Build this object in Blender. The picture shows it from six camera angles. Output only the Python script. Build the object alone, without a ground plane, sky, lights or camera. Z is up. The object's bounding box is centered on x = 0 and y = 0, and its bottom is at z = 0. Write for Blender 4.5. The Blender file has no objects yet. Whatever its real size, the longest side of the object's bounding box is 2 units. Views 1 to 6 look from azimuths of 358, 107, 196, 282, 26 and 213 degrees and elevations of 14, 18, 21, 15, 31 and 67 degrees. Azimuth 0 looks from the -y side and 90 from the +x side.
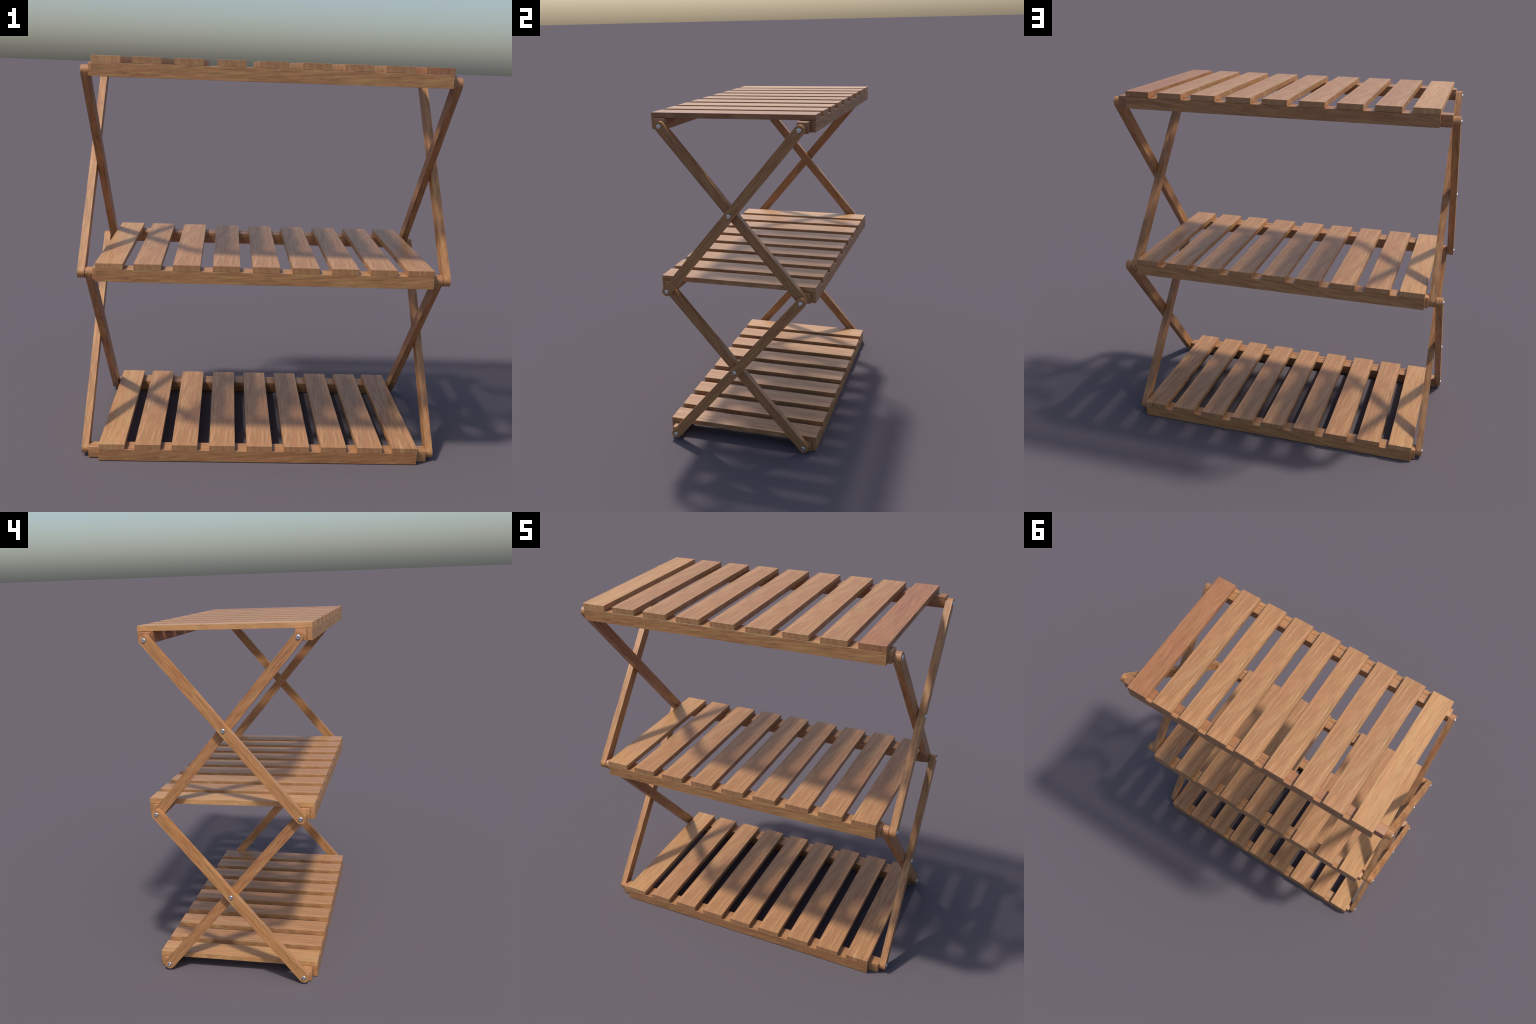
import bpy, bmesh, math
from mathutils import Vector, Matrix

# ---------------------------------------------------------------- dimensions
SLAT_W, SLAT_T = 0.1312, 0.0290
HALF_D = 0.4676                       # half depth of every shelf
SLAT_X = [-0.7535, -0.5712, -0.3836, -0.1918, 0.0, 0.1918, 0.3836, 0.5712, 0.7535]
HALF_L = SLAT_X[-1] + SLAT_W / 2      # slats and face rails end flush here
SHELF_TOP = {"top": 2.0, "mid": 1.0448, "low": 0.0918}
RAIL_H = 0.0614
RAIL_Y = 0.4410                       # back of the face rail / front of the crossbar
BAR_Y0, BAR_Y1 = 0.3800, 0.4402       # crossbar depth range
X_IN = (0.8382, 0.8738)               # inner layer of scissor legs
X_OUT = (0.8765, 0.9130)              # outer layer
LEG_W = 0.0556
PIV_Y = 0.4015
Z_TOP, Z_MF, Z_MB, Z_LOW = 1.9300, 0.9800, 0.9780, 0.0378

# ---------------------------------------------------------------- materials
def wood(name, seed, light, mid, dark, streak=1.0, wave=1.0, rough=0.42, joint=None,
         contrast=1.0, figure=0.0, slope=0.02, sap=None, zs=26, zslope=0.0):
    """Oiled hardwood. Grain runs along local X; local Y is the width, Z the thickness."""
    m = bpy.data.materials.new(name)
    m.use_nodes = True
    nt = m.node_tree
    nt.nodes.clear()
    N, L = nt.nodes.new, nt.links.new

    def math_(op, a, b=None, c=None):
        n = N("ShaderNodeMath"); n.operation = op
        for i, v in enumerate((a, b, c)):
            if v is None: continue
            if isinstance(v, (int, float)): n.inputs[i].default_value = v
            else: L(v, n.inputs[i])
        return n.outputs[0]

    def noise(vec, w, scale=1.0, detail=3.0, rough_=0.55):
        n = N("ShaderNodeTexNoise"); n.noise_dimensions = "4D"
        L(vec, n.inputs["Vector"])
        n.inputs["Scale"].default_value = scale
        n.inputs["Detail"].default_value = detail
        n.inputs["Roughness"].default_value = rough_
        if isinstance(w, (int, float)): n.inputs["W"].default_value = w
        else: L(w, n.inputs["W"])
        return n.outputs["Fac"]

    def stretched(src, sx, sy, sz):
        n = N("ShaderNodeMapping")
        n.inputs["Scale"].default_value = (sx, sy, sz)
        L(src, n.inputs["Vector"])
        return n.outputs["Vector"]

    tc = N("ShaderNodeTexCoord")
    co = tc.outputs["Object"]
    sep = N("ShaderNodeSeparateXYZ"); L(co, sep.inputs[0])
    w0 = seed
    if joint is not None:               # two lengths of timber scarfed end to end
        w0 = math_("MULTIPLY_ADD", math_("GREATER_THAN", sep.outputs["X"], joint), 4.7, seed)
    # fibres drift sideways along the board
    drift = noise(stretched(co, 2.6, 5.0, 5.0), w0, 1.0, 2.0)
    fine_drift = noise(stretched(co, 13.0, 26.0, 12.0), w0, 1.0, 2.0)
    off = math_("ADD", math_("MULTIPLY", math_("SUBTRACT", drift, 0.5), 0.034 * wave),
                math_("MULTIPLY", math_("SUBTRACT", fine_drift, 0.5), 0.0060 * wave))
    comb = N("ShaderNodeCombineXYZ")
    L(sep.outputs["X"], comb.inputs[0])
    L(math_("MULTIPLY_ADD", sep.outputs["X"], slope, math_("ADD", sep.outputs["Y"], off)), comb.inputs[1])
    L(math_("MULTIPLY_ADD", sep.outputs["X"], zslope, math_("ADD", sep.outputs["Z"], math_("MULTIPLY", off, 0.6))), comb.inputs[2])
    v = comb.outputs[0]
    s = streak
    broad = noise(stretched(v, 1.6, 24 * s, 0.20 * zs * s), w0, 1.0, 2.0)           # growth bands
    bands = noise(stretched(v, 7.0, 140 * s, zs * s), w0, 1.0, 2.5, 0.5)    # streaks
    fibre = noise(stretched(v, 17.0, 270 * s, 2.3 * zs * s), w0, 1.0, 2.0, 0.6)   # fine fibres
    hue = noise(stretched(v, 5.0, 75 * s, 0.65 * zs * s), math_("ADD", w0, 11.3), 1.0, 2.0)
    f = math_("ADD", math_("MULTIPLY", broad, 0.13), math_("MULTIPLY", bands, 0.52))
    f = math_("ADD", f, math_("MULTIPLY", fibre, 0.35))
    if sap is not None:                 # a pale streak of sapwood near one edge
        d = math_("SUBTRACT", math_("ADD", sep.outputs["Y"], math_("MULTIPLY", off, 1.6)), sap)
        g = math_("MAXIMUM", math_("SUBTRACT", 1.0, math_("ABSOLUTE", math_("MULTIPLY", d, 105.0))), 0.0)
        f = math_("ADD", f, math_("MULTIPLY", math_("MULTIPLY", g, bands), 0.20))
    if figure > 0.0:                    # cathedral arches of a flat-sawn board
        u = math_("ADD", math_("MULTIPLY", math_("ABSOLUTE", math_("ADD", sep.outputs["Y"], off)), 2.0),
                  math_("MULTIPLY", sep.outputs["X"], 0.10))
        u = math_("ADD", u, math_("MULTIPLY", drift, 0.10))
        ring = math_("MULTIPLY_ADD", math_("SINE", math_("MULTIPLY", u, 420.0)), 0.5, 0.5)
        f = math_("ADD", math_("MULTIPLY", f, 1.0), math_("MULTIPLY", math_("SUBTRACT", ring, 0.5), 0.14 * figure))
    f = math_("MULTIPLY_ADD", math_("SUBTRACT", f, 0.5), 2.1 * contrast, 0.5)
    ramp = N("ShaderNodeValToRGB")
    e = ramp.color_ramp.elements
    e[0].position, e[0].color = 0.16, (*dark, 1)
    e[1].position, e[1].color = 0.84, (*light, 1)
    k = e.new(0.50); k.color = (*mid, 1)
    L(f, ramp.inputs["Fac"])
    # rose and straw tinges wander between the fibres
    tint = N("ShaderNodeValToRGB")
    t = tint.color_ramp.elements
    t[0].position, t[0].color = 0.36, (1.055, 0.96, 0.935, 1)
    t[1].position, t[1].color = 0.64, (0.98, 1.022, 0.975, 1)
    L(hue, tint.inputs["Fac"])
    mul = N("ShaderNodeMix"); mul.data_type = "RGBA"; mul.blend_type = "MULTIPLY"
    mul.inputs["Factor"].default_value = 1.0
    L(ramp.outputs["Color"], mul.inputs["A"]); L(tint.outputs["Color"], mul.inputs["B"])
    # every piece of timber differs a touch in tone
    info = N("ShaderNodeObjectInfo")
    hsv = N("ShaderNodeHueSaturation")
    L(math_("MULTIPLY_ADD", info.outputs["Random"], 0.06, 0.97), hsv.inputs["Value"])
    L(mul.outputs["Result"], hsv.inputs["Color"])
    bs = N("ShaderNodeBsdfPrincipled")
    L(hsv.outputs["Color"], bs.inputs["Base Color"])
    L(math_("MULTIPLY_ADD", bands, -0.10, rough + 0.04), bs.inputs["Roughness"])
    bump = N("ShaderNodeBump")
    bump.inputs["Strength"].default_value = 0.06
    bump.inputs["Distance"].default_value = 0.002
    L(fibre, bump.inputs["Height"]); L(bump.outputs["Normal"], bs.inputs["Normal"])
    out = N("ShaderNodeOutputMaterial")
    L(bs.outputs["BSDF"], out.inputs["Surface"])
    return m


def steel(name):
    m = bpy.data.materials.new(name)
    m.use_nodes = True
    nt = m.node_tree
    bs = nt.nodes["Principled BSDF"]
    bs.inputs["Metallic"].default_value = 1.0
    tc = nt.nodes.new("ShaderNodeTexCoord")
    n = nt.nodes.new("ShaderNodeTexNoise"); n.inputs["Scale"].default_value = 160
    r = nt.nodes.new("ShaderNodeValToRGB")
    r.color_ramp.elements[0].color = (0.66, 0.67, 0.69, 1)
    r.color_ramp.elements[1].color = (0.80, 0.81, 0.83, 1)
    nt.links.new(tc.outputs["Object"], n.inputs["Vector"])
    nt.links.new(n.outputs["Fac"], r.inputs["Fac"])
    nt.links.new(r.outputs["Color"], bs.inputs["Base Color"])
    bs.inputs["Roughness"].default_value = 0.22
    return m


TAN = ((0.51, 0.278, 0.130), (0.376, 0.190, 0.083), (0.275, 0.126, 0.053))
PALE = ((0.57, 0.318, 0.145), (0.460, 0.244, 0.104), (0.345, 0.168, 0.069))
ROSE = ((0.42, 0.210, 0.095), (0.325, 0.145, 0.066), (0.205, 0.084, 0.038))
BROWN = ((0.50, 0.275, 0.112), (0.395, 0.197, 0.080), (0.285, 0.130, 0.052))
UMBER = ((0.44, 0.225, 0.095), (0.345, 0.163, 0.068), (0.245, 0.105, 0.045))
HONEY = ((0.49, 0.255, 0.107), (0.395, 0.190, 0.074), (0.260, 0.114, 0.044))
RUDDY = ((0.46, 0.235, 0.106), (0.360, 0.172, 0.072), (0.225, 0.098, 0.040))

M_SLAT = wood("slat_wood", 3.1, *TAN, slope=0.09, sap=0.046, contrast=0.92)
M_TOP_L = wood("pale_slat_wood", 8.4, *PALE)
M_TOP_R = wood("rose_slat_wood", 21.7, *ROSE, streak=0.85, contrast=0.85)
M_MID_L = wood("straw_slat_wood", 31.2, *PALE)
M_MID_R = wood("russet_slat_wood", 43.9, *TAN, streak=0.9, contrast=1.1)
M_LOW_L = wood("flat_sawn_slat_wood", 55.5, *PALE, streak=0.8, wave=1.3, figure=0.6)
M_LOW_R = wood("streaked_slat_wood", 63.3, *TAN, streak=0.7, contrast=1.3, figure=0.4)
M_RAIL_F = wood("front_rail_wood", 71.0, *BROWN, joint=-0.51, zs=85, zslope=-0.06, contrast=1.25)
M_RAIL_U = wood("umber_rail_wood", 73.4, *UMBER, joint=-0.51, zs=85, zslope=-0.08, contrast=1.1)
M_RAIL_T = wood("dusky_rail_wood", 79.3, *UMBER, zs=85, zslope=0.09, contrast=1.25)
M_RAIL_B = wood("back_rail_wood", 77.6, *BROWN, zs=85, zslope=0.09, contrast=1.25)
M_BAR = wood("crossbar_wood", 84.2, *TAN, zs=60)
M_BAR_ROSE = wood("ruddy_crossbar_wood", 86.9, *ROSE, contrast=0.9, zs=60)
M_LEG_A = wood("leg_wood", 91.8, *HONEY, streak=0.95, wave=1.2, contrast=1.35, zs=60)
M_LEG_B = wood("ruddy_leg_wood", 104.1, *RUDDY, streak=0.95, wave=1.2, contrast=1.35, zs=60)
M_STEEL = steel("zinc_plated_steel")

# ---------------------------------------------------------------- mesh makers
def finish(bm, name, mat, angle=35, flat_above=1.0):
    me = bpy.data.meshes.new(name)
    bmesh.ops.recalc_face_normals(bm, faces=bm.faces)
    bm.to_mesh(me); bm.free()
    me.materials.append(mat)
    for p in me.polygons: p.use_smooth = p.area < flat_above
    me.set_sharp_from_angle(angle=math.radians(angle))
    return me


def board(name, lx, ly, lz, mat, round_=0.0007, segs=1):
    bm = bmesh.new()
    bmesh.ops.create_cube(bm, size=1.0, matrix=Matrix.Diagonal((lx, ly, lz, 1)))
    bmesh.ops.bevel(bm, geom=bm.edges[:], offset=round_, segments=segs, profile=0.5, affect="EDGES")
    return finish(bm, name, mat, flat_above=5e-4)


def leg_mesh(name, reach, thick, mat, round_=0.0032):
    """Flat bar along X with half-round ends, the two pivots at x = +-reach/2."""
    bm = bmesh.new()
    r, n = LEG_W / 2, 20
    ring = []
    for side in (1, -1):
        for i in range(n + 1):
            a = -math.pi / 2 + math.pi * i / n + (0 if side > 0 else math.pi)
            ring.append((side * reach / 2 + r * math.cos(a), r * math.sin(a)))
    lo = [bm.verts.new((x, y, -thick / 2)) for x, y in ring]
    hi = [bm.verts.new((x, y, thick / 2)) for x, y in ring]
    bm.faces.new(lo[::-1]); bm.faces.new(hi)
    for i in range(len(ring)):
        j = (i + 1) % len(ring)
        bm.faces.new((lo[i], lo[j], hi[j], hi[i]))
    zs = lambda e: (e.verts[0].co.z, e.verts[1].co.z)
    rims = [e for e in bm.edges if zs(e)[0] == zs(e)[1]]
    bmesh.ops.bevel(bm, geom=rims, offset=round_, segments=4, profile=0.5, affect="EDGES")
    return finish(bm, name, mat, 40, 1e-3)


def screw_mesh(name, shank):
    """Pan head with a hex socket, axis +Z, seat at z = 0."""
    R, h, sr, sd = 0.0127, 0.0056, 0.0064, 0.0032
    prof = [(R * 0.985, -0.0006), (R, 0.0006)]
    for i in range(1, 8):                       # rounded shoulder and domed crown
        a = math.pi / 2 * i / 8
        prof.append((sr + (R - sr) * math.cos(a), 0.0010 + (h - 0.0010) * math.sin(a)))
    prof.append((sr * 1.06, h))
    bm = bmesh.new()
    n = 36
    def hexr(a):
        s = math.pi / 3
        return math.cos(s / 2) / math.cos((a % s) - s / 2)
    rings = []
    for r, z in prof:
        rings.append([bm.verts.new((r * math.cos(2 * math.pi * i / n), r * math.sin(2 * math.pi * i / n), z)) for i in range(n)])
    for r, z in ((sr, h - 0.0004), (sr * 0.96, h - sd)):
        rings.append([bm.verts.new((r * hexr(2 * math.pi * i / n) * math.cos(2 * math.pi * i / n),
                                    r * hexr(2 * math.pi * i / n) * math.sin(2 * math.pi * i / n), z)) for i in range(n)])
    rings.insert(0, [bm.verts.new((0.0045 * math.cos(2 * math.pi * i / n), 0.0045 * math.sin(2 * math.pi * i / n), -0.0006)) for i in range(n)])
    rings.insert(0, [bm.verts.new((0.0045 * math.cos(2 * math.pi * i / n), 0.0045 * math.sin(2 * math.pi * i / n), -shank)) for i in range(n)])
    for a, b in zip(rings, rings[1:]):
        for i in range(n):
            j = (i + 1) % n
            bm.faces.new((a[i], a[j], b[j], b[i]))
    bm.faces.new(rings[0][::-1]); bm.faces.new(rings[-1])
    return finish(bm, name, M_STEEL, 38)


# ---------------------------------------------------------------- assembly
col = bpy.context.scene.collection
root = bpy.data.objects.new("folding_shelf", None)
root["label"] = "three tier folding slatted wooden shelf with crossed scissor legs"
root["category"] = "folding shelf"
col.objects.link(root)


def place(kind, mesh, mat4, parent=root):
    ob = bpy.data.objects.new(kind, mesh)
    col.objects.link(ob)
    ob.parent = parent
    ob.matrix_world = mat4
    return ob


# slats: local X -> world Y (front to back), local Y -> world -X
ALONG_Y = Matrix.Rotation(math.pi / 2, 4, "Z")
slat_len = 2 * HALF_D
SLAT = board("slat", slat_len, SLAT_W, SLAT_T, M_SLAT)
ENDS = {
    "top": (board("slat", slat_len, SLAT_W, SLAT_T, M_TOP_L), board("slat", slat_len, SLAT_W, SLAT_T, M_TOP_R)),
    "mid": (board("slat", slat_len, SLAT_W, SLAT_T, M_MID_L), board("slat", slat_len, SLAT_W, SLAT_T, M_MID_R)),
    "low": (board("slat", slat_len, SLAT_W, SLAT_T, M_LOW_L), board("slat", slat_len, SLAT_W, SLAT_T, M_LOW_R)),
}
RAIL_T = HALF_D - RAIL_Y
ODD_RAIL = {("low", -1): board("rail", 2 * HALF_L, RAIL_T, RAIL_H, M_RAIL_U, 0.0008),
            ("top", 1): board("rail", 2 * HALF_L, RAIL_T, RAIL_H, M_RAIL_T, 0.0008)}
RAIL = {-1: board("rail", 2 * HALF_L, RAIL_T, RAIL_H, M_RAIL_F, 0.0008),
        1: board("rail", 2 * HALF_L, RAIL_T, RAIL_H, M_RAIL_B, 0.0008)}
BAR_T = BAR_Y1 - BAR_Y0
# the top back and bottom front crossbars reach out to the outer leg layer
def bar_mesh(reach, mat): return board("crossbar", 2 * (reach - 0.0004), BAR_T, RAIL_H - 0.0008, mat, 0.0026, 3)
SHORT_BAR = bar_mesh(X_IN[0], M_BAR)
BAR = {("top", 1): bar_mesh(X_OUT[0], M_BAR_ROSE), ("low", -1): bar_mesh(X_OUT[0], M_BAR)}

for shelf, zt in SHELF_TOP.items():
    for i, x in enumerate(SLAT_X):
        me = ENDS[shelf][0] if i == 0 else ENDS[shelf][1] if i == 8 else SLAT
        place("slat", me, Matrix.Translation((x, 0, zt - SLAT_T / 2)) @ ALONG_Y)
    zr = zt - SLAT_T - 0.0012 - RAIL_H / 2
    for side in (-1, 1):
        flip = Matrix.Identity(4) if side < 0 else Matrix.Rotation(math.pi, 4, "Z")
        place("rail", ODD_RAIL.get((shelf, side), RAIL[side]), Matrix.Translation((0, side * (HALF_D + RAIL_Y) / 2, zr)) @ flip)
        place("crossbar", BAR.get((shelf, side), SHORT_BAR),
              Matrix.Translation((0, side * (BAR_Y0 + BAR_Y1) / 2, zr - 0.0004)) @ flip)

# scissor legs: (y, z) of both pivots, layer, material, where screw heads show
P = {"TF": (-PIV_Y, Z_TOP), "TB": (PIV_Y, Z_TOP), "MF": (-PIV_Y, Z_MF), "MB": (PIV_Y, Z_MB),
     "BF": (-PIV_Y, Z_LOW), "BB": (PIV_Y, Z_LOW)}
LEGS = [("TB", "MF", X_OUT, M_LEG_A, ("TB", "X", "MF")),
        ("TF", "MB", X_IN, M_LEG_B, ("TF",)),
        ("MB", "BF", X_OUT, M_LEG_A, ("MB", "X", "BF")),
        ("MF", "BB", X_IN, M_LEG_B, ("BB",))]
SCREW = screw_mesh("screw", 0.062)
for a, b, lay, mat, heads in LEGS:
    pa, pb = Vector(P[a]), Vector(P[b])
    reach = (pb - pa).length
    me = leg_mesh("leg", reach, lay[1] - lay[0], mat)
    d = (pb - pa).normalized()
    for sx in (-1, 1):
        ex = Vector((0, d.x, d.y))                      # along the leg
        ez = Vector((sx, 0, 0))                         # outward
        ey = ez.cross(ex)
        rot = Matrix((ex, ey, ez)).transposed().to_4x4()
        mid = (pa + pb) / 2
        leg = place("leg", me, Matrix.Translation((sx * (lay[0] + lay[1]) / 2, mid.x, mid.y)) @ rot)
        for h in heads:
            y, z = (mid.x, mid.y - 0.0018) if h == "X" else P[h]
            tw = Matrix.Rotation(0.7 * (len(h) + 3 * y + z) + sx, 4, "Z")
            base = Matrix.Translation((sx * lay[1], y, z)) @ Matrix.Rotation(sx * math.pi / 2, 4, "Y")
            sc = place("screw", SCREW, base @ tw, leg)
            sc.matrix_parent_inverse = leg.matrix_world.inverted()
            sc.matrix_world = base @ tw
